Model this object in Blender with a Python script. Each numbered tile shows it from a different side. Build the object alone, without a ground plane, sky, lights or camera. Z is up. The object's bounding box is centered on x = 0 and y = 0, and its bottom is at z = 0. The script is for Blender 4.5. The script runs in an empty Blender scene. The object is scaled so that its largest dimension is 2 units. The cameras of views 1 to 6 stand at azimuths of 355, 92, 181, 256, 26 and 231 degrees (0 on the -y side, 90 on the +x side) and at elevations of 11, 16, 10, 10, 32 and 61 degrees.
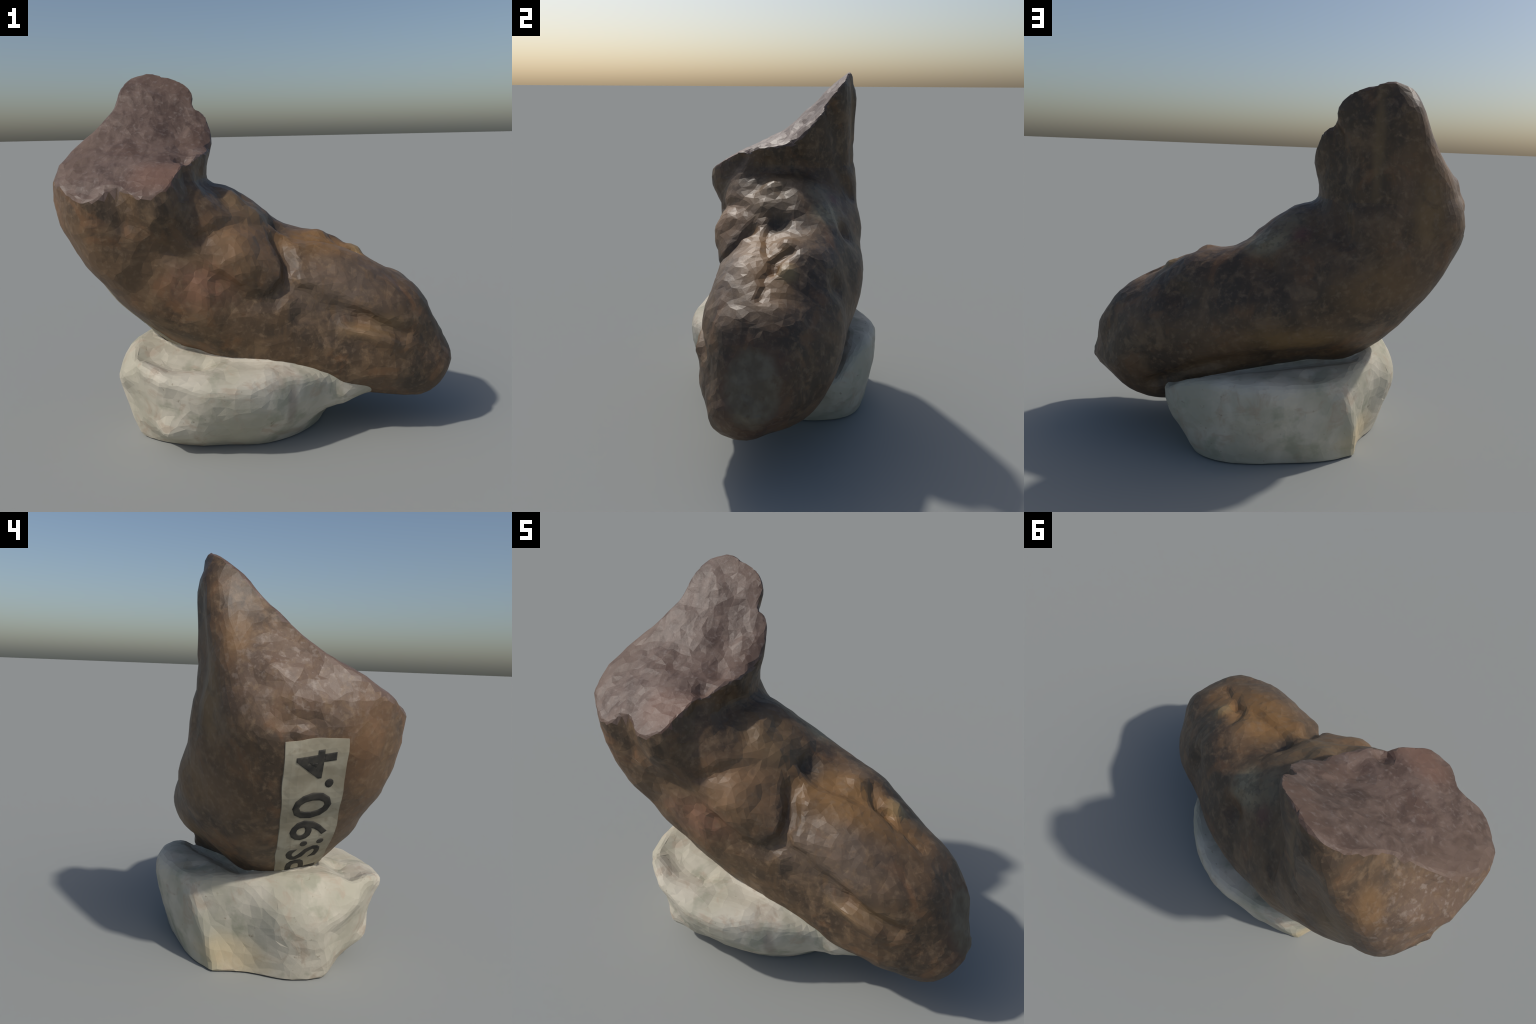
"""A broken, foot-shaped lump of dark brown fossil set in a block of plaster.

The fossil is described as two lofts - a lying "trunk" and a standing "shank" - whose
cross-sections are smooth closed curves through a dozen radii per station.  The two are
blended into one body, cut through by the curved fracture, then sculpted with bosses,
hollows, grooves and pits, roughened with noise, and turned into a faceted skin.
The plaster block is a third loft that wells up round the fossil's belly.
"""
import bpy, bmesh, math, random
import numpy as np
from mathutils import Vector, noise
from mathutils.bvhtree import BVHTree

random.seed(7)
noise.seed_set(7)
TAU = 2 * math.pi

# ----------------------------------------------------------------- loft machinery

def cubic(t):
    return np.stack([(1 - t) ** 3, 3 * t**3 - 6 * t * t + 4, -3 * t**3 + 3 * t * t + 3 * t + 1, t**3], -1) / 6


def span(t, n):
    t = np.clip(t, 0, n - 3 - 1e-6)
    i = np.floor(t).astype(int)
    return i, cubic(t - i)


def loft_radius(table, t, angle):
    """Radius of a loft: cubic B-spline along its stations (t = 0..1) and round each section."""
    n, m = table.shape
    i, wi = span(t * (n - 3), n)
    a = (angle / TAU) % 1 * m
    j = np.floor(a).astype(int)
    wj = cubic(a - j)
    out = np.zeros_like(t)
    for p in range(4):
        for q in range(4):
            out += wi[..., p] * wj[..., q] * table[i + p, (j + q) % m]
    return out


def sheet_height(table, s, t):
    """Height of a B-spline sheet over the unit square."""
    n, m = table.shape
    i, wi = span(s * (n - 3), n)
    j, wj = span(t * (m - 3), m)
    out = np.zeros_like(s)
    for p in range(4):
        for q in range(4):
            out += wi[..., p] * wj[..., q] * table[i + p, j + q]
    return out


def round_end(x, length, power):
    """1 along a loft, falling to 0 over the last stretch so that the end is closed by a dome."""
    x = np.clip(x / length, 0, 1.2)
    return np.where(x < 1, np.clip(1 - x**power, 1e-4, 1) ** (1 / power), 0.0)


def blend(a, b, k):
    h = np.clip(0.5 + 0.5 * (b - a) / k, 0, 1)
    return b * (1 - h) + a * h - k * h * (1 - h)


# ----------------------------------------------------------------- the fossil's profiles
# Each row is one cross-section (metres).  Trunk: from the blunt toe to the heel, radii
# counted from the upper side round by the back (+y).  Shank: from the heel upwards.
TRUNK = [
    # station 0: past the toe
    [-0.154, -0.246, -0.284, -0.245, -0.188, -0.166, -0.180, -0.198, -0.151, -0.030, 0.125, 0.233, 0.280, 0.261, 0.135, -0.023],
    # station 1: toe
    [0.010, -0.028, -0.056, -0.025, 0.010, 0.041, 0.031, -0.013, 0.028, 0.102, 0.221, 0.259, 0.248, 0.239, 0.153, 0.075],
    # station 2: toe
    [0.195, 0.212, 0.267, 0.220, 0.184, 0.236, 0.237, 0.250, 0.269, 0.259, 0.276, 0.292, 0.280, 0.223, 0.200, 0.217],
    # station 3: instep
    [0.339, 0.311, 0.337, 0.302, 0.320, 0.368, 0.343, 0.372, 0.357, 0.334, 0.311, 0.333, 0.355, 0.313, 0.292, 0.349],
    # station 4: instep
    [0.351, 0.344, 0.339, 0.357, 0.403, 0.385, 0.375, 0.397, 0.391, 0.376, 0.360, 0.361, 0.364, 0.324, 0.363, 0.368],
    # station 5: instep
    [0.396, 0.344, 0.397, 0.443, 0.399, 0.406, 0.422, 0.415, 0.405, 0.399, 0.391, 0.378, 0.341, 0.279, 0.348, 0.399],
    # station 6: instep
    [0.390, 0.364, 0.446, 0.459, 0.417, 0.488, 0.432, 0.403, 0.401, 0.405, 0.402, 0.379, 0.331, 0.303, 0.345, 0.347],
    # station 7: heel
    [0.322, 0.308, 0.368, 0.480, 0.462, 0.537, 0.418, 0.386, 0.386, 0.397, 0.401, 0.382, 0.339, 0.306, 0.358, 0.336],
    # station 8: heel
    [0.352, 0.394, 0.443, 0.493, 0.452, 0.544, 0.461, 0.393, 0.370, 0.374, 0.390, 0.391, 0.352, 0.314, 0.317, 0.308],
    # station 9: heel
    [0.437, 0.455, 0.514, 0.458, 0.479, 0.521, 0.463, 0.392, 0.350, 0.339, 0.357, 0.389, 0.377, 0.325, 0.343, 0.398],
    # station 10: heel
    [0.436, 0.449, 0.470, 0.451, 0.542, 0.507, 0.430, 0.374, 0.331, 0.304, 0.306, 0.348, 0.351, 0.307, 0.406, 0.447],
    # station 11: heel
    [0.403, 0.413, 0.430, 0.465, 0.524, 0.477, 0.410, 0.364, 0.326, 0.296, 0.289, 0.312, 0.316, 0.310, 0.369, 0.405],
    # station 12: heel
    [0.377, 0.392, 0.414, 0.446, 0.464, 0.440, 0.401, 0.367, 0.339, 0.319, 0.314, 0.315, 0.311, 0.317, 0.340, 0.363],
    # station 13: heel
    [0.352, 0.376, 0.398, 0.411, 0.409, 0.401, 0.388, 0.373, 0.358, 0.346, 0.336, 0.325, 0.317, 0.316, 0.319, 0.331],
]
SHANK = [
    # level 0
    [0.366, 0.381, 0.376, 0.351, 0.310, 0.260, 0.208, 0.163, 0.132, 0.118, 0.119, 0.138, 0.178, 0.233, 0.289, 0.335],
    # level 1
    [0.361, 0.379, 0.381, 0.368, 0.340, 0.300, 0.254, 0.211, 0.184, 0.162, 0.148, 0.160, 0.200, 0.254, 0.297, 0.332],
    # level 2
    [0.359, 0.375, 0.383, 0.383, 0.372, 0.346, 0.311, 0.275, 0.253, 0.218, 0.191, 0.205, 0.242, 0.281, 0.302, 0.331],
    # level 3
    [0.363, 0.367, 0.377, 0.395, 0.410, 0.404, 0.382, 0.376, 0.345, 0.298, 0.276, 0.309, 0.340, 0.301, 0.307, 0.344],
    # level 4
    [0.363, 0.353, 0.366, 0.400, 0.453, 0.473, 0.425, 0.440, 0.425, 0.387, 0.379, 0.405, 0.418, 0.322, 0.368, 0.389],
    # level 5
    [0.340, 0.346, 0.370, 0.404, 0.456, 0.480, 0.433, 0.435, 0.454, 0.429, 0.427, 0.434, 0.458, 0.408, 0.475, 0.411],
    # level 6
    [0.329, 0.374, 0.400, 0.432, 0.455, 0.442, 0.406, 0.389, 0.392, 0.358, 0.390, 0.410, 0.466, 0.431, 0.459, 0.370],
    # level 7
    [0.372, 0.372, 0.350, 0.339, 0.357, 0.356, 0.357, 0.339, 0.305, 0.274, 0.356, 0.406, 0.448, 0.453, 0.450, 0.389],
    # level 8
    [0.385, 0.363, 0.328, 0.327, 0.338, 0.311, 0.317, 0.216, 0.140, 0.145, 0.259, 0.360, 0.417, 0.441, 0.433, 0.407],
    # level 9
    [0.366, 0.311, 0.237, 0.218, 0.234, 0.244, 0.253, 0.170, 0.117, 0.140, 0.225, 0.318, 0.383, 0.414, 0.416, 0.400],
    # level 10
    [0.328, 0.255, 0.167, 0.101, 0.070, 0.084, 0.128, 0.139, 0.144, 0.176, 0.233, 0.299, 0.354, 0.386, 0.393, 0.375],
    # level 11
    [0.287, 0.202, 0.104, 0.013, -0.040, -0.034, 0.023, 0.101, 0.168, 0.219, 0.258, 0.294, 0.330, 0.357, 0.365, 0.343],
]
# The fracture: a sheet over (x, y); one row per step in x, heights from front to back.
FRACTURE = [
    # strip 0
    [1.005, 1.047, 1.097, 1.180, 1.287, 1.363, 1.493, 1.696, 1.884, 2.050],
    # strip 1
    [1.037, 1.096, 1.168, 1.263, 1.388, 1.427, 1.571, 1.760, 1.895, 2.050],
    # strip 2
    [1.072, 1.146, 1.254, 1.359, 1.448, 1.506, 1.670, 1.806, 1.903, 2.060],
    # strip 3
    [1.116, 1.197, 1.305, 1.393, 1.424, 1.503, 1.639, 1.799, 1.925, 2.089],
    # strip 4
    [1.169, 1.256, 1.345, 1.401, 1.417, 1.417, 1.530, 1.763, 1.949, 2.136],
    # strip 5
    [1.227, 1.313, 1.378, 1.401, 1.375, 1.325, 1.432, 1.703, 1.962, 2.191],
]
# The plaster block: one row per level from the ground up, radii from +x round by the back.
BLOCK = [
    # level 0
    [0.382, 0.407, 0.448, 0.531, 0.490, 0.411, 0.393, 0.428, 0.460, 0.412, 0.455, 0.497, 0.357, 0.236, 0.223, 0.256, 0.299, 0.337],
    # level 1
    [0.447, 0.471, 0.512, 0.587, 0.513, 0.426, 0.409, 0.434, 0.471, 0.390, 0.488, 0.560, 0.440, 0.389, 0.338, 0.365, 0.387, 0.401],
    # level 2
    [0.516, 0.547, 0.637, 0.630, 0.532, 0.474, 0.446, 0.460, 0.465, 0.421, 0.545, 0.565, 0.567, 0.570, 0.457, 0.481, 0.477, 0.488],
    # level 3
    [0.590, 0.627, 0.713, 0.644, 0.567, 0.530, 0.473, 0.486, 0.474, 0.473, 0.611, 0.593, 0.582, 0.574, 0.568, 0.568, 0.535, 0.574],
    # level 4
    [0.636, 0.660, 0.673, 0.609, 0.574, 0.541, 0.478, 0.483, 0.469, 0.473, 0.598, 0.652, 0.615, 0.607, 0.605, 0.557, 0.528, 0.610],
    # level 5
    [0.640, 0.654, 0.634, 0.584, 0.540, 0.512, 0.481, 0.476, 0.460, 0.445, 0.475, 0.565, 0.630, 0.635, 0.588, 0.531, 0.524, 0.597],
    # level 6
    [0.622, 0.631, 0.607, 0.569, 0.529, 0.501, 0.484, 0.471, 0.450, 0.422, 0.410, 0.478, 0.582, 0.605, 0.564, 0.524, 0.529, 0.579],
    # level 7
    [0.597, 0.604, 0.586, 0.558, 0.525, 0.500, 0.486, 0.468, 0.440, 0.405, 0.388, 0.434, 0.518, 0.555, 0.540, 0.522, 0.532, 0.565],
]
TRUNK, SHANK, FRACTURE, BLOCK = (np.array([row for row in t]) for t in (TRUNK, SHANK, FRACTURE, BLOCK))

TOE, HEEL = np.array([1.012, 0, 0.337]), np.array([-0.75, 0, 0.98])
TRUNK_LENGTH = float(np.linalg.norm(HEEL - TOE))
ALONG = (HEEL - TOE) / TRUNK_LENGTH
UPWARD = np.array([ALONG[2], 0, -ALONG[0]])
SHANK_Z = (0.40, 2.0)


def trunk(p):
    d = p - TOE
    u, a = d @ ALONG, d @ UPWARD
    b = p[..., 1] + 0.09 - 0.09 * np.clip(u / TRUNK_LENGTH, 0, 1)
    ends = round_end(0.20 - u, 0.17, 3.0) * round_end(u - TRUNK_LENGTH + 0.35, 0.40, 2)
    return np.hypot(a, b) - loft_radius(TRUNK, u / TRUNK_LENGTH, np.arctan2(b, a)) * ends


def shank(p):
    x, y, z = p[..., 0], p[..., 1], p[..., 2]
    dx = x - np.interp(z, [0.4, 0.9, 1.3, 2.0], [-0.36, -0.52, -0.62, -0.50])
    dy = y - np.interp(z, [0.4, 0.9, 1.3, 2.0], [0.0, 0.0, 0.02, 0.22])
    t = (z - SHANK_Z[0]) / (SHANK_Z[1] - SHANK_Z[0])
    return np.hypot(dx, dy) - loft_radius(SHANK, t, np.arctan2(dy, dx)) * round_end(0.75 - z, 0.36, 2)


def above_fracture(p):
    s, t = (p[..., 0] + 1.05) / 0.90, (p[..., 1] + 0.55) / 1.03
    return (p[..., 2] - sheet_height(FRACTURE, s, t)) * 0.75


# Sculpting: (what, where, how far it reaches, how much it stands out; negative = sunk in).
# A single place makes a boss or a pit, several places make a ridge or a groove.
SCULPT = [
    ('lobe from the rim to the body', [(-0.31, -0.25, 1.25), (-0.27, -0.28, 1.12)], 0.08, 0.04),
    ('saddle above the boss', [(-0.29, -0.33, 1.05), (-0.17, -0.29, 1.1), (-0.03, -0.21, 1.11)], 0.04, -0.025),
    ('dent of the far flank', [(0.43, 0.28, 0.8)], 0.06, -0.045),
    ('dent of the far flank', [(0.0, 0.34, 0.97)], 0.06, -0.045),
    ('shadowed fold behind the lobe', [(-0.22, -0.1, 1.31), (-0.15, -0.16, 1.2)], 0.045, -0.03),
    ('lip lobe of the break', [(-0.49, -0.39, 1.3), (-0.48, -0.39, 1.22)], 0.1, 0.055),
    ('fold left of the lip', [(-0.66, -0.37, 1.33), (-0.65, -0.41, 1.24), (-0.63, -0.43, 1.16)], 0.065, -0.07),
    ('fold right of the lip', [(-0.37, -0.22, 1.38), (-0.36, -0.28, 1.25)], 0.045, -0.025),
    ('round boss on the flank', [(-0.1, -0.36, 0.955)], 0.13, 0.08),
    ('furrow round the boss', [(0.08, -0.17, 0.99), (0.125, -0.26, 0.9), (0.115, -0.33, 0.81), (0.04, -0.36, 0.745), (-0.085, -0.37, 0.75), (-0.213, -0.38, 0.85)], 0.038, -0.042),
    ('furrow above the side swelling', [(-0.43, -0.39, 1.0), (-0.32, -0.39, 0.92), (-0.213, -0.38, 0.85)], 0.04, -0.035),
    ('side swelling', [(-0.4, -0.41, 0.87), (-0.28, -0.41, 0.83)], 0.1, 0.03),
    ('deep pit', [(0.1, -0.02, 1.035)], 0.055, -0.055),
    ('undercut along the plaster', [(0.58, 0.22, 0.31), (0.34, 0.31, 0.44), (0.1, 0.37, 0.51), (-0.15, 0.37, 0.52), (-0.35, 0.32, 0.52)], 0.04, -0.03),
    ('brow above the pit', [(0.0, -0.1, 1.13), (0.03, 0.0, 1.13), (0.06, 0.08, 1.1)], 0.05, 0.005),
    ('long hollow of the flank', [(0.22, -0.38, 0.7), (0.31, -0.38, 0.67)], 0.085, -0.05),
    ('long furrow of the flank', [(0.12, -0.34, 0.79), (0.215, -0.35, 0.75), (0.31, -0.37, 0.69), (0.46, -0.37, 0.64)], 0.036, -0.06),
    ('furrow running out', [(0.46, -0.37, 0.64), (0.56, -0.38, 0.6), (0.69, -0.37, 0.555)], 0.035, -0.045),
    ('chip in the furrow', [(0.19, -0.34, 0.775), (0.17, -0.36, 0.73)], 0.022, -0.03),
    ('ledge below the furrow', [(0.26, -0.4, 0.61), (0.445, -0.4, 0.595), (0.604, -0.41, 0.525)], 0.045, 0.02),
    ('crack on the instep', [(0.4, 0.05, 0.965), (0.455, -0.035, 0.92), (0.5, -0.03, 0.89)], 0.026, -0.026),
    ('crack on the instep', [(0.5, -0.03, 0.89), (0.56, -0.085, 0.86), (0.6, -0.075, 0.84), (0.68, -0.1, 0.8)], 0.024, -0.014),
    ('line along the instep', [(0.14, -0.07, 1.0), (0.22, -0.08, 0.985), (0.405, -0.07, 0.945)], 0.024, -0.012),
    ('knuckle', [(0.53, 0.03, 0.91)], 0.045, 0.03),
    ('knuckle', [(0.325, 0.03, 0.99)], 0.045, 0.025),
    ('knuckle', [(0.2, -0.2, 0.97)], 0.05, 0.02),
    ('knuckle', [(-0.107, -0.08, 1.22)], 0.06, 0.014),
    ('knuckle', [(0.0, -0.11, 1.14)], 0.05, 0.008),
    ('knuckle', [(0.05, 0.08, 1.11)], 0.05, 0.006),
    ('saddle hollow', [(-0.06, 0.0, 1.2)], 0.045, -0.02),
    ('crease between shank and trunk', [(-0.28, 0.31, 1.32), (-0.345, 0.345, 1.26), (-0.365, 0.43, 1.12)], 0.035, -0.03),
    ('wrinkle of the neck', [(-0.22, 0.28, 1.26), (-0.12, 0.31, 1.17), (0.0, 0.31, 1.06)], 0.03, -0.015),
    ('wrinkle of the neck', [(-0.27, 0.37, 1.16), (-0.16, 0.37, 1.08)], 0.03, -0.014),
    ('notch between the two lobes of the edge', [(-0.265, 0.25, 1.74), (-0.28, 0.27, 1.66), (-0.3, 0.31, 1.55)], 0.03, -0.06),
    ('flute down the shank', [(-0.32, 0.3, 1.6), (-0.33, 0.335, 1.45), (-0.345, 0.36, 1.33)], 0.045, -0.025),
    ('flute down the shank', [(-0.47, 0.44, 1.74), (-0.48, 0.45, 1.5), (-0.46, 0.46, 1.3)], 0.035, -0.018),
    ('rib down the shank', [(-0.54, 0.44, 1.74), (-0.55, 0.46, 1.45)], 0.035, 0.014),
    ('flute down the shank', [(-0.63, 0.43, 1.68), (-0.66, 0.44, 1.4), (-0.62, 0.46, 1.15)], 0.04, -0.012),
    ('blunt upper corner', [(-0.37, 0.36, 1.85), (-0.35, 0.34, 1.76)], 0.07, 0.03),
    ('lower lobe of the edge', [(-0.24, 0.18, 1.62), (-0.22, 0.13, 1.47)], 0.06, 0.02),
    ('blunt tip', [(-0.52, 0.42, 1.84)], 0.05, 0.02),
    ('corner running down from the tip', [(-0.66, 0.42, 1.72), (-0.8, 0.37, 1.45), (-0.9, 0.33, 1.2)], 0.1, 0.045),
    ('small bump of the edge', [(-1.0, 0.14, 1.18)], 0.03, 0.015),
    ('chip of the side', [(-0.88, 0.27, 1.36), (-0.93, 0.2, 1.24)], 0.03, -0.012),
    ('lump of the side', [(-0.9, 0.22, 1.4)], 0.05, 0.02),
    ('chip of the side', [(-0.97, 0.19, 1.205), (-0.985, 0.1, 1.22)], 0.03, -0.012),
    ('lump of the side', [(-0.97, 0.05, 1.28)], 0.05, 0.018),
    ('flattened heel under the label', [(-0.91, 0.02, 0.99), (-0.8, 0.02, 0.82)], 0.16, -0.035),
]


def near_line(p, places):
    places = [np.array(q) for q in places]
    if len(places) == 1:
        return np.linalg.norm(p - places[0], axis=-1)
    best = None
    for a, b in zip(places[:-1], places[1:]):
        ab = b - a
        t = np.clip((p - a) @ ab / (ab @ ab), 0, 1)
        d = np.linalg.norm(p - a - t[..., None] * ab, axis=-1)
        best = d if best is None else np.minimum(best, d)
    return best


def sculpt(p, strokes):
    out = np.zeros(p.shape[:-1])
    for _, places, reach, rise in strokes:
        d = near_line(p, places) / reach
        out += rise * np.exp(-d * d)
    return out


def fossil(p):
    body = blend(trunk(p), shank(p), 0.05)
    body = body - sculpt(p, SCULPT)
    cut = np.maximum(above_fracture(p) - sculpt(p, SCULPT_FRACTURE), p[..., 2] - 1.85)
    return -blend(-body, -cut, 0.014)          # the rim is a little worn


SCULPT_FRACTURE = [
    ('swell of the break', [(-0.62, 0.14, 1.53)], 0.1, 0.012),
    ('trough of the break', [(-0.36, -0.05, 1.41), (-0.4, 0.1, 1.5), (-0.42, 0.22, 1.65)], 0.06, -0.012),
    ('swell of the break', [(-0.28, 0.14, 1.52)], 0.06, 0.012),
    ('chip of the rim', [(-0.36, -0.18, 1.39)], 0.04, -0.03),
    ('chip of the rim', [(-0.22, 0.06, 1.43)], 0.035, -0.02),
]

# ----------------------------------------------------------------- the plaster block
BLOCK_AXIS = (-0.12, 0.03)
# The block's top: a sheet over (x, y), strips from the left end to the right, heights from front to back.
BLOCK_TOP = np.array([row for row in [
    # strip 0
    [0.542, 0.573, 0.588, 0.571, 0.527, 0.471, 0.412, 0.351],
    # strip 1
    [0.468, 0.496, 0.531, 0.550, 0.509, 0.459, 0.406, 0.350],
    # strip 2
    [0.404, 0.420, 0.442, 0.517, 0.491, 0.455, 0.400, 0.353],
    # strip 3
    [0.354, 0.387, 0.408, 0.454, 0.478, 0.441, 0.389, 0.367],
    # strip 4
    [0.314, 0.381, 0.459, 0.428, 0.436, 0.458, 0.433, 0.398],
    # strip 5
    [0.286, 0.319, 0.338, 0.313, 0.348, 0.414, 0.423, 0.420],
    # strip 6
    [0.254, 0.241, 0.221, 0.211, 0.247, 0.315, 0.370, 0.423],
    # strip 7
    [0.213, 0.163, 0.127, 0.124, 0.158, 0.226, 0.317, 0.417],
]])
SCULPT_BLOCK = [
    ('channel behind the rim', [(-0.56, -0.26, 0.48), (-0.44, -0.32, 0.45), (-0.32, -0.32, 0.43)], 0.05, -0.045),
    ('rolled lip', [(-0.58, -0.38, 0.46), (-0.48, -0.45, 0.42), (-0.2, -0.46, 0.38), (-0.02, -0.44, 0.4)], 0.05, 0.02),
    ('knob low on the front', [(-0.47, -0.4, 0.13)], 0.06, 0.03),
    ('ridge of the left corner', [(-0.67, -0.27, 0.38), (-0.69, -0.1, 0.28), (-0.62, -0.16, 0.05)], 0.05, 0.022),
    ('ridge of the far corner', [(-0.39, 0.41, 0.34), (-0.46, 0.36, 0.17), (-0.47, 0.33, 0.02)], 0.04, 0.02),
    ('dished left face', [(-0.62, 0.15, 0.22)], 0.13, -0.022),
    ('gap under the fossil', [(0.46, 0.27, 0.345), (0.285, 0.33, 0.4), (0.136, 0.34, 0.43), (-0.01, 0.31, 0.45), (-0.16, 0.27, 0.465), (-0.31, 0.24, 0.475), (-0.44, 0.2, 0.48)], 0.032, -0.04),
    ('dark hole at the back', [(-0.24, 0.4, 0.47)], 0.04, -0.03),
    ('chip of the far end', [(0.52, 0.17, 0.17)], 0.08, -0.05),
    ('crack of the front', [(0.115, -0.48, 0.4), (0.12, -0.5, 0.26), (0.1, -0.42, 0.04)], 0.018, -0.015),
]

TONGUE = [(0.20, -0.22, 0.20), (0.38, -0.25, 0.25), (0.48, -0.24, 0.29)]   # plaster drawn out under the toe


def block(p):
    dx, dy, z = p[..., 0] - BLOCK_AXIS[0], p[..., 1] - BLOCK_AXIS[1], p[..., 2]
    bearing = np.arctan2(dy, dx)
    rim = sheet_height(BLOCK_TOP, (p[..., 0] + 0.85) / 1.50, (p[..., 1] + 0.62) / 1.28)
    side = np.hypot(dx, dy) - loft_radius(BLOCK, np.clip(z / 0.62, 0, 1), bearing)
    lump = -blend(-side, rim - z, 0.05)                    # sides and top meet in a rounded rim
    lump = lump - sculpt(p, SCULPT_BLOCK)
    lump = blend(lump, near_line(p, TONGUE) - 0.085, 0.06)
    bed = np.maximum(fossil(p) + 0.012, p[..., 0] - 0.56)   # the part of the fossil it holds
    held = blend(lump, bed, np.interp(p[..., 1], [-0.05, 0.18], [0.05, 0.015]))                           # plaster wells up round the fossil
    return np.maximum(np.maximum(held, z - 0.60), -z)


# ----------------------------------------------------------------- skin of a solid

def evaluate(solid, lo, n, step, idx):
    out = np.empty(len(idx))
    for k in range(0, len(idx), 200000):
        part = np.stack(np.unravel_index(idx[k:k + 200000], n), -1)
        out[k:k + 200000] = solid(lo + part * step)
    return out


def skin(solid, lo, hi, step):
    """Surface-net skin of {solid < 0}: coarse look first, then only the cells near the surface."""
    lo = np.array(lo, float)
    f = 4
    m = np.ceil((np.array(hi) - lo) / (step * f)).astype(int) + 1
    coarse = evaluate(solid, lo, tuple(m), step * f, np.arange(m.prod())).reshape(m)
    big = coarse.repeat(f, 0).repeat(f, 1).repeat(f, 2)
    close = np.abs(coarse) < step * f * 2.6
    close = close.repeat(f, 0).repeat(f, 1).repeat(f, 2)
    n = big.shape
    idx = np.flatnonzero(close)
    big = big.ravel()
    big[idx] = evaluate(solid, lo, n, step, idx)
    v = big.reshape(n)
    inside = v < 0
    total, count = np.zeros(tuple(k - 1 for k in n) + (3,)), np.zeros(tuple(k - 1 for k in n))
    for axis in range(3):
        for a in (0, 1):
            for b in (0, 1):
                sl0 = [slice(0, -1)] * 3
                others = [k for k in range(3) if k != axis]
                for k, o in zip(others, (a, b)):
                    sl0[k] = slice(o, n[k] - 1 + o)
                sl1 = list(sl0)
                sl1[axis] = slice(1, n[axis])
                v0, v1 = v[tuple(sl0)], v[tuple(sl1)]
                cross = (v0 < 0) != (v1 < 0)
                t = np.where(cross, v0 / np.where(cross, v0 - v1, 1), 0)
                count += cross
                total[..., axis] += t * cross
                for k, o in zip(others, (a, b)):
                    total[..., k] += o * cross
    cells = np.flatnonzero(count)
    name = np.full(count.size, -1)
    name[cells] = np.arange(len(cells))
    name = name.reshape(count.shape)
    where = np.stack(np.unravel_index(cells, count.shape), -1)
    verts = lo + (where + total.reshape(-1, 3)[cells] / count.ravel()[cells][:, None]) * step
    faces = []
    for axis in range(3):
        b, c = (axis + 1) % 3, (axis + 2) % 3
        core = [slice(1, -1)] * 3
        core[axis] = slice(0, -1)
        nxt = list(core)
        nxt[axis] = slice(1, None)
        i0, i1 = inside[tuple(core)], inside[tuple(nxt)]
        for flip, mask in ((False, i0 & ~i1), (True, ~i0 & i1)):
            at = np.argwhere(mask)
            at[:, b] += 1
            at[:, c] += 1
            quad = []
            for ob, oc in ((-1, -1), (0, -1), (0, 0), (-1, 0)):
                q = at.copy()
                q[:, b] += ob
                q[:, c] += oc
                quad.append(name[q[:, 0], q[:, 1], q[:, 2]])
            quad = np.stack(quad, -1)
            faces.append(quad[:, ::-1] if flip else quad)
    return verts, np.concatenate(faces)


def outward(solid, p, e=0.006):
    g = np.stack([solid(p + e * d) - solid(p - e * d) for d in np.eye(3)], -1)
    return g / np.maximum(np.linalg.norm(g, axis=1), 1e-9)[:, None]


def mesh_from(name, verts, faces):
    me = bpy.data.meshes.new(name)
    me.from_pydata(verts.tolist(), [], faces.tolist())
    me.update()
    return me


def reduced(me, ratio):
    """Decimate to irregular triangles, as on a scan."""
    ob = bpy.data.objects.new("working", me)
    bpy.context.scene.collection.objects.link(ob)
    mod = ob.modifiers.new("facets", "DECIMATE")
    mod.ratio = ratio
    bpy.context.view_layer.update()
    out = bpy.data.meshes.new_from_object(ob.evaluated_get(bpy.context.evaluated_depsgraph_get()))
    bpy.data.objects.remove(ob)
    out.shade_flat()
    return out


def roughness(p, amount):
    """Height of the fine relief at each place, amount per place."""
    out = np.empty(len(p))
    for k, (q, a) in enumerate(zip(p, amount)):
        q = Vector(q)
        out[k] = a * (0.7 * noise.noise(q * 13) + 0.3 * noise.noise(q * 29)) + 0.008 * noise.noise(q * 6)
    return out


# ----------------------------------------------------------------- materials

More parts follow.
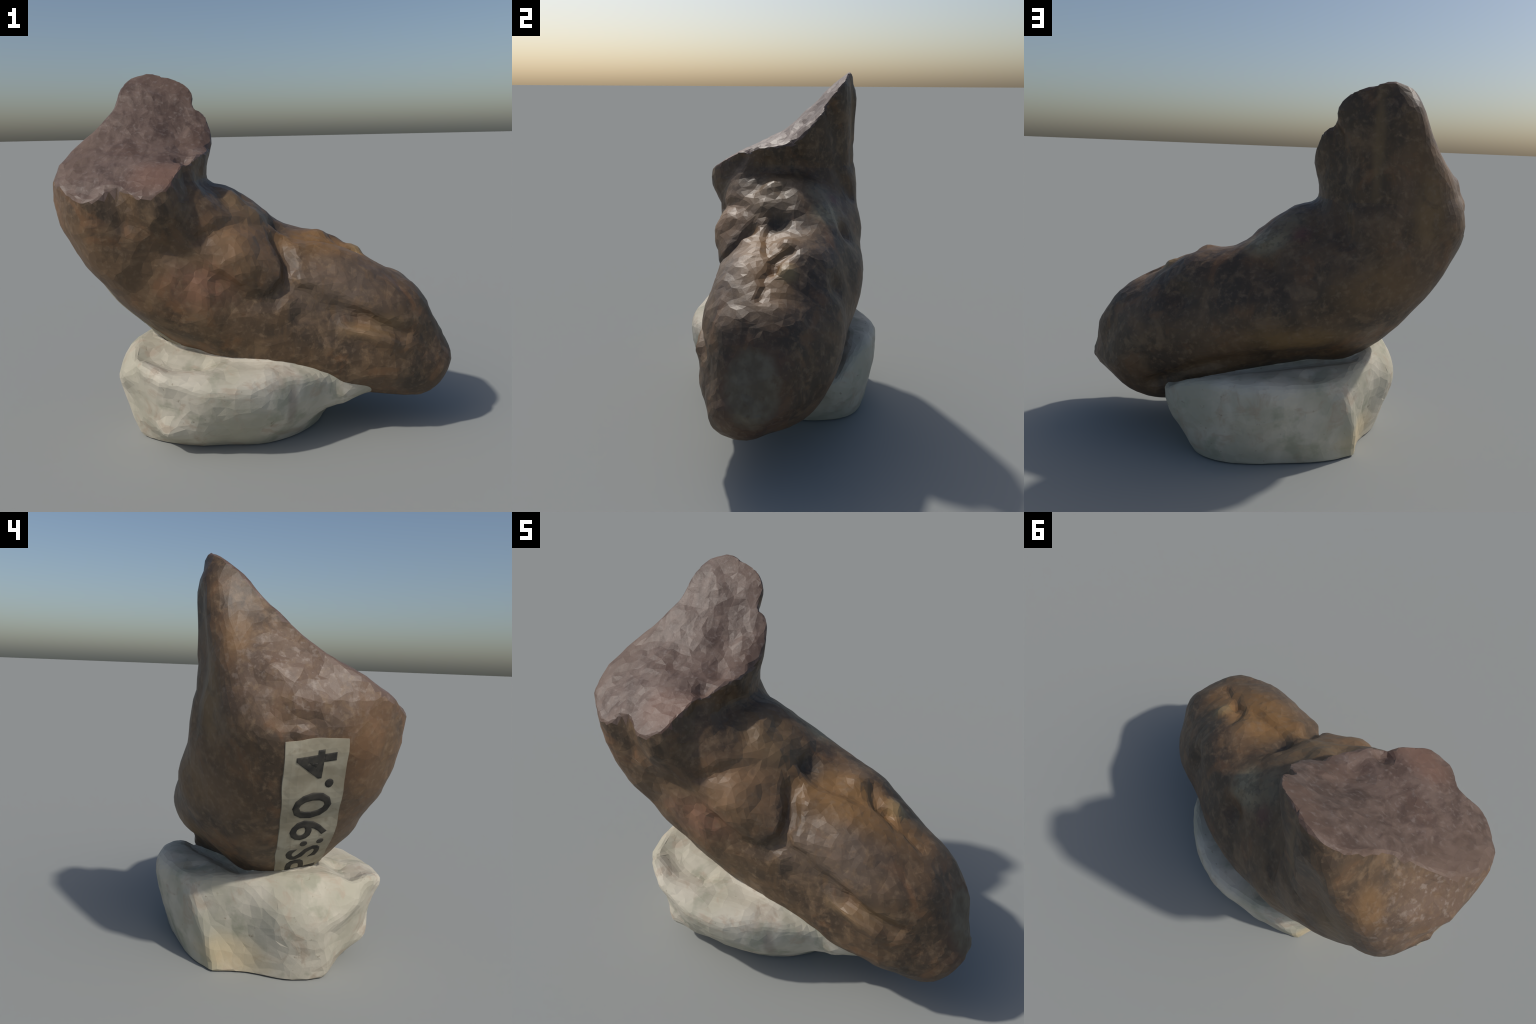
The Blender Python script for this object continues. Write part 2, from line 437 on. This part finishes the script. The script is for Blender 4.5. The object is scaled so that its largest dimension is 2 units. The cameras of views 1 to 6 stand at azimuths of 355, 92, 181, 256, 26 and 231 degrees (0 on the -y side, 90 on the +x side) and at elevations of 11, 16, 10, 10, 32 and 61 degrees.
class Nodes:
    def __init__(self, name, rough, specular=0.5):
        self.mat = bpy.data.materials.new(name)
        self.mat.use_nodes = True
        self.t = self.mat.node_tree
        self.bsdf = self.t.nodes["Principled BSDF"]
        self.bsdf.inputs["Roughness"].default_value = rough
        self.bsdf.inputs["Specular IOR Level"].default_value = specular
        self.pos = self.t.nodes.new("ShaderNodeTexCoord").outputs["Object"]

    def put(self, socket, value):
        if hasattr(value, "is_output"):
            self.t.links.new(value, socket)
        elif isinstance(value, tuple) and len(value) == 3 and socket.type == "RGBA":
            socket.default_value = value + (1,)
        else:
            socket.default_value = value

    def noise(self, scale, detail=4, rough=0.55, stretch=None, twist=0.0):
        n = self.t.nodes.new("ShaderNodeTexNoise")
        n.inputs["Scale"].default_value = scale
        n.inputs["Detail"].default_value = detail
        n.inputs["Roughness"].default_value = rough
        n.inputs["Distortion"].default_value = twist
        if stretch:
            mp = self.t.nodes.new("ShaderNodeMapping")
            mp.inputs["Scale"].default_value = stretch
            self.t.links.new(self.pos, mp.inputs["Vector"])
            self.t.links.new(mp.outputs["Vector"], n.inputs["Vector"])
        else:
            self.t.links.new(self.pos, n.inputs["Vector"])
        return n.outputs["Fac"]

    def cells(self, scale):
        n = self.t.nodes.new("ShaderNodeTexVoronoi")
        n.inputs["Scale"].default_value = scale
        self.t.links.new(self.pos, n.inputs["Vector"])
        return n.outputs["Distance"]

    def math(self, op, a, b=0.0):
        n = self.t.nodes.new("ShaderNodeMath")
        n.operation = op
        self.put(n.inputs[0], a)
        self.put(n.inputs[1], b)
        return n.outputs[0]

    def step(self, value, lo, hi, to=1.0):
        n = self.t.nodes.new("ShaderNodeMapRange")
        n.interpolation_type = "SMOOTHSTEP"
        self.put(n.inputs["Value"], value)
        n.inputs["From Min"].default_value = lo
        n.inputs["From Max"].default_value = hi
        n.inputs["To Max"].default_value = to
        return n.outputs[0]

    def mix(self, fac, a, b, how="MIX"):
        n = self.t.nodes.new("ShaderNodeMix")
        n.data_type = "RGBA"
        n.blend_type = how
        self.put(n.inputs[0], fac)
        self.put(n.inputs[6], a)
        self.put(n.inputs[7], b)
        return n.outputs[2]

    def spot(self, centre, radii, soft=0.6, ragged=0.5):
        """Mask of a ragged ellipsoidal patch: 1 inside, 0 outside."""
        mp = self.t.nodes.new("ShaderNodeMapping")
        mp.vector_type = "TEXTURE"
        mp.inputs["Location"].default_value = centre
        mp.inputs["Scale"].default_value = radii
        self.t.links.new(self.pos, mp.inputs["Vector"])
        ln = self.t.nodes.new("ShaderNodeVectorMath")
        ln.operation = "LENGTH"
        self.t.links.new(mp.outputs["Vector"], ln.inputs[0])
        edge = self.math("ADD", ln.outputs["Value"], self.math("MULTIPLY", self.math("SUBTRACT", self.ragged, 0.5), ragged * 2))
        return self.math("SUBTRACT", 1.0, self.step(edge, 1 - soft, 1 + soft))

    def finish(self, colour, bump=None, strength=0.3, distance=0.01):
        self.put(self.bsdf.inputs["Base Color"], colour)
        if bump is not None:
            b = self.t.nodes.new("ShaderNodeBump")
            b.inputs["Strength"].default_value = strength
            b.inputs["Distance"].default_value = distance
            self.t.links.new(bump, b.inputs["Height"])
            self.t.links.new(b.outputs["Normal"], self.bsdf.inputs["Normal"])
        return self.mat


def crust_material():
    k = Nodes("fossil_crust", 0.50, 0.42)
    k.ragged = k.noise(7, 5, 0.6)
    big, mid, fine = k.noise(2.8, 4, 0.55, twist=0.6), k.noise(8, 5, 0.6, twist=0.5), k.noise(38, 4, 0.6)
    col = k.mix(k.step(big, 0.40, 0.62), (0.062, 0.041, 0.025), (0.125, 0.076, 0.040))
    col = k.mix(k.step(mid, 0.50, 0.68, 0.7), col, (0.175, 0.112, 0.062))
    col = k.mix(k.step(k.noise(5, 4, 0.6, twist=1.0), 0.52, 0.68, 0.7), col, (0.165, 0.084, 0.038))
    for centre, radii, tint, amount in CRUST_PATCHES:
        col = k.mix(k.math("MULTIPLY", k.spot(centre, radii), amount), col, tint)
    # streaks running down the standing part
    streak = k.noise(7, 4, 0.6, stretch=(2.2, 2.2, 0.35), twist=0.3)
    col = k.mix(k.step(streak, 0.55, 0.70, 0.45), col, (0.150, 0.088, 0.042))
    col = k.mix(k.step(k.noise(19, 5, 0.65, twist=0.4), 0.52, 0.68, 0.45), col, (0.190, 0.118, 0.062))
    # the scarred neck is peppered with dark pores
    pores = k.math("MULTIPLY", k.spot((-0.06, 0.24, 1.14), (0.24, 0.16, 0.14)), k.step(k.noise(24, 3, 0.6), 0.52, 0.60))
    col = k.mix(k.math("MULTIPLY", pores, 0.35), col, (0.040, 0.030, 0.022))
    # mottling: small dark stains, pale grains
    col = k.mix(k.step(k.noise(11, 4, 0.6, twist=0.6), 0.52, 0.74, 0.38), col, (0.046, 0.032, 0.021))
    col = k.mix(k.step(fine, 0.50, 0.74, 0.40), col, (0.230, 0.160, 0.098))
    flecks = k.math("MULTIPLY", k.spot((-0.86, 0.05, 1.38), (0.18, 0.32, 0.24)), k.step(k.noise(30, 4, 0.6), 0.52, 0.66))
    col = k.mix(k.math("MULTIPLY", flecks, 0.55), col, (0.270, 0.215, 0.175))
    return k.finish(col, k.noise(60, 4, 0.6), 0.12, 0.008)


# places, sizes and tints of the rusty, ochre, greyish and dark patches
CRUST_PATCHES = [
    ((-0.10, -0.30, 1.00), (0.17, 0.16, 0.17), (0.235, 0.135, 0.066), 0.80),
    ((-0.30, -0.40, 0.83), (0.17, 0.12, 0.10), (0.235, 0.120, 0.070), 0.80),
    ((-0.05, -0.10, 1.18), (0.18, 0.14, 0.12), (0.170, 0.110, 0.055), 0.70),
    ((0.32, -0.09, 0.97), (0.28, 0.13, 0.14), (0.225, 0.120, 0.042), 0.85),
    ((0.58, -0.05, 0.87), (0.20, 0.12, 0.12), (0.225, 0.120, 0.045), 0.70),
    ((0.55, 0.03, 0.91), (0.06, 0.05, 0.05), (0.320, 0.230, 0.110), 0.60),
    ((0.50, -0.41, 0.60), (0.30, 0.06, 0.05), (0.230, 0.150, 0.078), 0.70),
    ((0.36, -0.30, 0.78), (0.26, 0.12, 0.14), (0.140, 0.100, 0.072), 0.70),
    ((0.03, 0.27, 1.09), (0.11, 0.10, 0.07), (0.300, 0.255, 0.160), 0.75),
    ((-0.08, 0.24, 1.19), (0.10, 0.10, 0.06), (0.200, 0.165, 0.105), 0.60),
    ((-0.16, 0.32, 1.14), (0.05, 0.06, 0.04), (0.140, 0.052, 0.044), 0.60),
    ((-0.88, 0.02, 1.36), (0.20, 0.32, 0.20), (0.135, 0.088, 0.062), 0.80),
    ((-0.80, 0.33, 1.50), (0.05, 0.05, 0.26), (0.190, 0.105, 0.042), 0.70),
    ((-0.93, -0.14, 1.15), (0.10, 0.10, 0.18), (0.190, 0.100, 0.046), 0.60),
    ((-0.55, 0.47, 0.90), (0.18, 0.10, 0.12), (0.180, 0.105, 0.045), 0.65),
    ((-0.20, 0.46, 0.63), (0.26, 0.10, 0.07), (0.200, 0.120, 0.045), 0.65),
    ((-0.49, 0.44, 1.58), (0.025, 0.10, 0.26), (0.205, 0.130, 0.060), 0.60),
    ((-0.74, 0.42, 1.28), (0.07, 0.10, 0.16), (0.205, 0.125, 0.052), 0.60),
    ((0.10, -0.02, 1.02), (0.07, 0.07, 0.07), (0.050, 0.040, 0.030), 0.80),  # dark patch at the deep pit
    ((0.97, -0.12, 0.50), (0.12, 0.21, 0.27), (0.115, 0.062, 0.036), 0.70),
]


def break_material():
    k = Nodes("fresh_break", 0.52, 0.45)
    k.ragged = k.noise(8, 5, 0.6)
    grain = k.noise(9, 5, 0.62, stretch=(1.6, 0.8, 0.8), twist=0.5)
    col = k.mix(k.step(grain, 0.36, 0.66), (0.080, 0.049, 0.036), (0.150, 0.101, 0.078))
    col = k.mix(k.step(k.noise(3.2, 3), 0.48, 0.66, 0.6), col, (0.122, 0.072, 0.050))
    col = k.mix(k.step(k.noise(42, 4, 0.6), 0.52, 0.72, 0.45), col, (0.220, 0.175, 0.152))
    col = k.mix(k.math("MULTIPLY", k.spot((-0.45, -0.33, 1.33), (0.14, 0.11, 0.12)), 0.6), col, (0.185, 0.098, 0.066))
    # towards the side the break passes into the crust's brown
    col = k.mix(k.math("MULTIPLY", k.spot((-0.92, 0.10, 1.42), (0.16, 0.40, 0.24)), 0.6), col, (0.140, 0.090, 0.062))
    return k.finish(col, k.noise(70, 4, 0.6), 0.15, 0.008)


def scar_material():
    k = Nodes("end_scar", 0.65, 0.4)
    k.ragged = k.noise(9, 4, 0.6)
    col = k.mix(k.step(k.noise(12, 4, 0.55), 0.36, 0.64), (0.118, 0.090, 0.058), (0.172, 0.140, 0.095))
    col = k.mix(k.step(k.noise(20, 3), 0.57, 0.68, 0.6), col, (0.100, 0.066, 0.040))
    inner = k.spot((0.96, -0.12, 0.50), (0.20, 0.125, 0.18), 0.25, 0.3)
    col = k.mix(inner, (0.105, 0.060, 0.036), col)
    return k.finish(col, k.noise(60, 4, 0.6), 0.15, 0.008)


def plaster_material():
    k = Nodes("plaster", 0.70, 0.35)
    k.ragged = k.noise(8, 4, 0.6)
    col = k.mix(k.step(k.noise(4, 4, 0.5, twist=0.5), 0.35, 0.66), (0.410, 0.385, 0.300), (0.545, 0.500, 0.408))
    col = k.mix(k.step(k.noise(8, 4, 0.6, twist=0.8), 0.53, 0.68, 0.6), col, (0.400, 0.315, 0.235))
    col = k.mix(k.step(k.noise(5, 4, 0.6), 0.52, 0.66, 0.7), col, (0.305, 0.305, 0.225))
    col = k.mix(k.step(k.noise(26, 3, 0.6), 0.66, 0.76, 0.6), col, (0.210, 0.165, 0.110))
    col = k.mix(k.math("MULTIPLY", k.spot((-0.48, 0.22, 0.09), (0.12, 0.20, 0.09)), 0.65), col, (0.560, 0.450, 0.270))
    col = k.mix(k.math("MULTIPLY", k.spot((0.115, -0.48, 0.22), (0.022, 0.10, 0.17)), 0.6), col, (0.300, 0.245, 0.200))
    return k.finish(col, k.noise(50, 4, 0.6), 0.12, 0.008)


def paper_material():
    k = Nodes("old_paper", 0.8, 0.2)
    k.ragged = k.noise(9, 4, 0.6)
    col = k.mix(k.step(k.noise(8, 4), 0.35, 0.66), (0.270, 0.240, 0.175), (0.370, 0.340, 0.262))
    col = k.mix(k.step(k.noise(25, 4), 0.58, 0.74, 0.5), col, (0.220, 0.180, 0.125))
    return k.finish(col)


def ink_material():
    k = Nodes("black_ink", 0.8, 0.2)
    return k.finish(k.mix(k.step(k.noise(20, 3), 0.3, 0.7), (0.030, 0.029, 0.027), (0.062, 0.057, 0.048)))


CRUST, BREAK, SCAR, PLASTER, PAPER, INK = crust_material(), break_material(), scar_material(), plaster_material(), paper_material(), ink_material()


# ----------------------------------------------------------------- build

def empty(name):
    ob = bpy.data.objects.new(name, None)
    bpy.context.scene.collection.objects.link(ob)
    return ob


def part(name, me, parent, mat):
    me.name = name
    me.materials.clear()
    me.materials.append(mat)
    ob = bpy.data.objects.new(name, me)
    bpy.context.scene.collection.objects.link(ob)
    ob.parent = parent
    return ob


def split(me, region, count):
    """Part meshes of one skin, by a region number per face; borders coincide."""
    out = []
    for r in range(count):
        bm = bmesh.new()
        bm.from_mesh(me)
        bm.faces.ensure_lookup_table()
        bmesh.ops.delete(bm, geom=[f for f in bm.faces if region[f.index] != r], context="FACES")
        new = bpy.data.meshes.new("region")
        bm.to_mesh(new)
        bm.free()
        out.append(new)
    return out


def centres(me):
    c = np.empty(len(me.polygons) * 3)
    me.polygons.foreach_get("center", c)
    n = np.empty(len(me.polygons) * 3)
    me.polygons.foreach_get("normal", n)
    return c.reshape(-1, 3), n.reshape(-1, 3)


specimen = empty("mounted_fossil")
specimen["label"] = "dark brown broken fossil lump set in a pale plaster block"
specimen["category"] = "fossil specimen"

# fossil
verts, faces = skin(fossil, (-1.08, -0.58, 0.02), (1.10, 0.56, 1.96), 0.0115)
n = outward(fossil, verts)
on_break = np.clip(above_fracture(verts) * 60 + 1.2, 0, 1)
sunny = np.clip((verts @ np.array([0.35, -0.75, 0.55]) - 0.35) * 3, 0, 1)   # stronger relief on the front and top
beside = np.clip((-0.74 - verts[:, 0]) * 8, 0, 1) * np.clip((verts[:, 2] - 1.12) * 10, 0, 1) * np.clip((0.33 - verts[:, 1]) * 10, 0, 1)
verts = verts + n * roughness(verts, 0.003 + 0.006 * np.maximum(np.maximum(0.6 * on_break, sunny), beside))[:, None]
body = reduced(mesh_from("body", verts, faces), 0.075)
c, fn = centres(body)
SKIN = BVHTree.FromPolygons([v.co[:] for v in body.vertices], [f.vertices[:] for f in body.polygons])
is_break = (above_fracture(c) - sculpt(c, SCULPT_FRACTURE) > -0.016) & (fn[:, 2] > 0.15)
toe_d = np.linalg.norm((c - np.array([0.95, -0.12, 0.50])) / np.array([0.14, 0.145, 0.21]), axis=1)
is_scar = (toe_d < 1.0) & (fn[:, 0] > 0.3)
crust_me, break_me, scar_me = split(body, np.where(is_break, 1, np.where(is_scar, 2, 0)), 3)
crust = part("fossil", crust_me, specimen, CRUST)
part("fracture_face", break_me, crust, BREAK)
part("end_scar", scar_me, crust, SCAR)

# plaster
verts, faces = skin(block, (-0.86, -0.66, -0.05), (0.72, 0.70, 0.66), 0.012)
n = outward(block, verts)
verts = verts + n * roughness(verts, np.full(len(verts), 0.005))[:, None] * np.clip(verts[:, 2:] / 0.05, 0, 1)
verts[:, 2] = np.maximum(verts[:, 2], 0)
part("plaster_block", reduced(mesh_from("block", verts, faces), 0.07), specimen, PLASTER)

# paper label: a strip laid on the heel, and its lettering laid on the strip
LABEL = [
    ((-0.5, -0.065, 0.47), 0.13),
    ((-0.64, -0.02, 0.62), 0.13),
    ((-0.76, 0.0, 0.765), 0.13),
    ((-0.91, 0.04, 0.97), 0.127),
    ((-0.98, 0.06, 1.162), 0.122),
]   # centre line of the strip, foot to head, with its half width


def on_label(u, v, lift):
    """Place on the strip: u = 0..1 from foot to head, v = -1..1 from its right edge to its left (seen from outside)."""
    u, v = np.asarray(u, float), np.asarray(v, float)
    u = u - 0.03 * v * u                     # its head is cut a little askew
    k = np.linspace(0, 1, len(LABEL))
    mid = np.stack([np.interp(u, k, [q[0][i] for q in LABEL]) for i in range(3)], -1)
    half = np.interp(u, k, [q[1] for q in LABEL])
    p = mid + (v * half)[:, None] * ACROSS
    q = []
    for a in p:                              # press the place along the strip's normal onto the fossil
        at = SKIN.ray_cast(Vector(a + FACING * 0.4), Vector(-FACING))[0]
        q.append(at[:] if at else SKIN.find_nearest(Vector(a))[0][:])
    q = np.array(q)
    return q + outward(fossil, q, 0.03) * lift


FACING = np.array((-0.93, -0.12, -0.25))
FACING = FACING / np.linalg.norm(FACING)
ACROSS = np.array((-0.13, 0.99, 0.0))
ACROSS = ACROSS / np.linalg.norm(ACROSS)

nu, nv = 34, 10
U, Vv = np.meshgrid(np.linspace(0, 1, nu), np.linspace(-1, 1, nv), indexing="ij")
ragged = np.array([noise.noise(Vector((a * 9, b * 2, 3))) for a, b in zip(U.ravel(), Vv.ravel())])
top = on_label(np.clip(U.ravel() + 0.008 * ragged, 0, 1), Vv.ravel() + 0.04 * ragged * (np.abs(Vv.ravel()) > 0.9), 0.004)
under = on_label(U.ravel(), Vv.ravel() * 1.03, -0.006)
grid = [(i * nv + j, i * nv + j + 1, (i + 1) * nv + j + 1, (i + 1) * nv + j) for i in range(nu - 1) for j in range(nv - 1)]
ring = [j for j in range(nv)] + [i * nv + nv - 1 for i in range(1, nu)] + [(nu - 1) * nv + j for j in range(nv - 2, -1, -1)] + [i * nv for i in range(nu - 2, 0, -1)]
walls = [(a, b, b + nu * nv, a + nu * nv) for a, b in zip(ring, ring[1:] + ring[:1])]
paper = mesh_from("paper", np.concatenate([top, under]), np.array(grid + [tuple(k + nu * nv for k in reversed(g)) for g in grid] + walls))
bm = bmesh.new()
bm.from_mesh(paper)
bmesh.ops.recalc_face_normals(bm, faces=bm.faces)
bm.to_mesh(paper)
bm.free()
label = part("paper_label", paper, specimen, PAPER)

writing = bpy.data.curves.new("writing", "FONT")
writing.body = "PS:90.4"
writing.offset = 0.016
writing.resolution_u = 3
ob = bpy.data.objects.new("writing", writing)
bpy.context.scene.collection.objects.link(ob)
bpy.context.view_layer.update()
ink = bpy.data.meshes.new_from_object(ob.evaluated_get(bpy.context.evaluated_depsgraph_get()))
bpy.data.objects.remove(ob)
bm = bmesh.new()
bm.from_mesh(ink)
bmesh.ops.remove_doubles(bm, verts=bm.verts, dist=1e-4)
for _ in range(5):
    long = [e for e in bm.edges if e.calc_length() > 0.05]
    if long:
        bmesh.ops.subdivide_edges(bm, edges=long, cuts=1)
        bmesh.ops.triangulate(bm, faces=bm.faces)
co = np.array([v.co[:] for v in bm.verts])
lo, hi = co.min(0), co.max(0)
flat = (co - lo) / np.maximum(hi - lo, 1e-6)
place = on_label(0.03 + 0.91 * flat[:, 0], -0.66 + 1.32 * flat[:, 1], 0.0052)
for v, q in zip(bm.verts, place):
    v.co = q
solid = bmesh.ops.extrude_face_region(bm, geom=bm.faces[:])
for v in [g for g in solid["geom"] if isinstance(g, bmesh.types.BMVert)]:
    v.co -= Vector(FACING) * 0.007
bmesh.ops.recalc_face_normals(bm, faces=bm.faces)
bm.to_mesh(ink)
bm.free()
part("lettering", ink, label, INK)
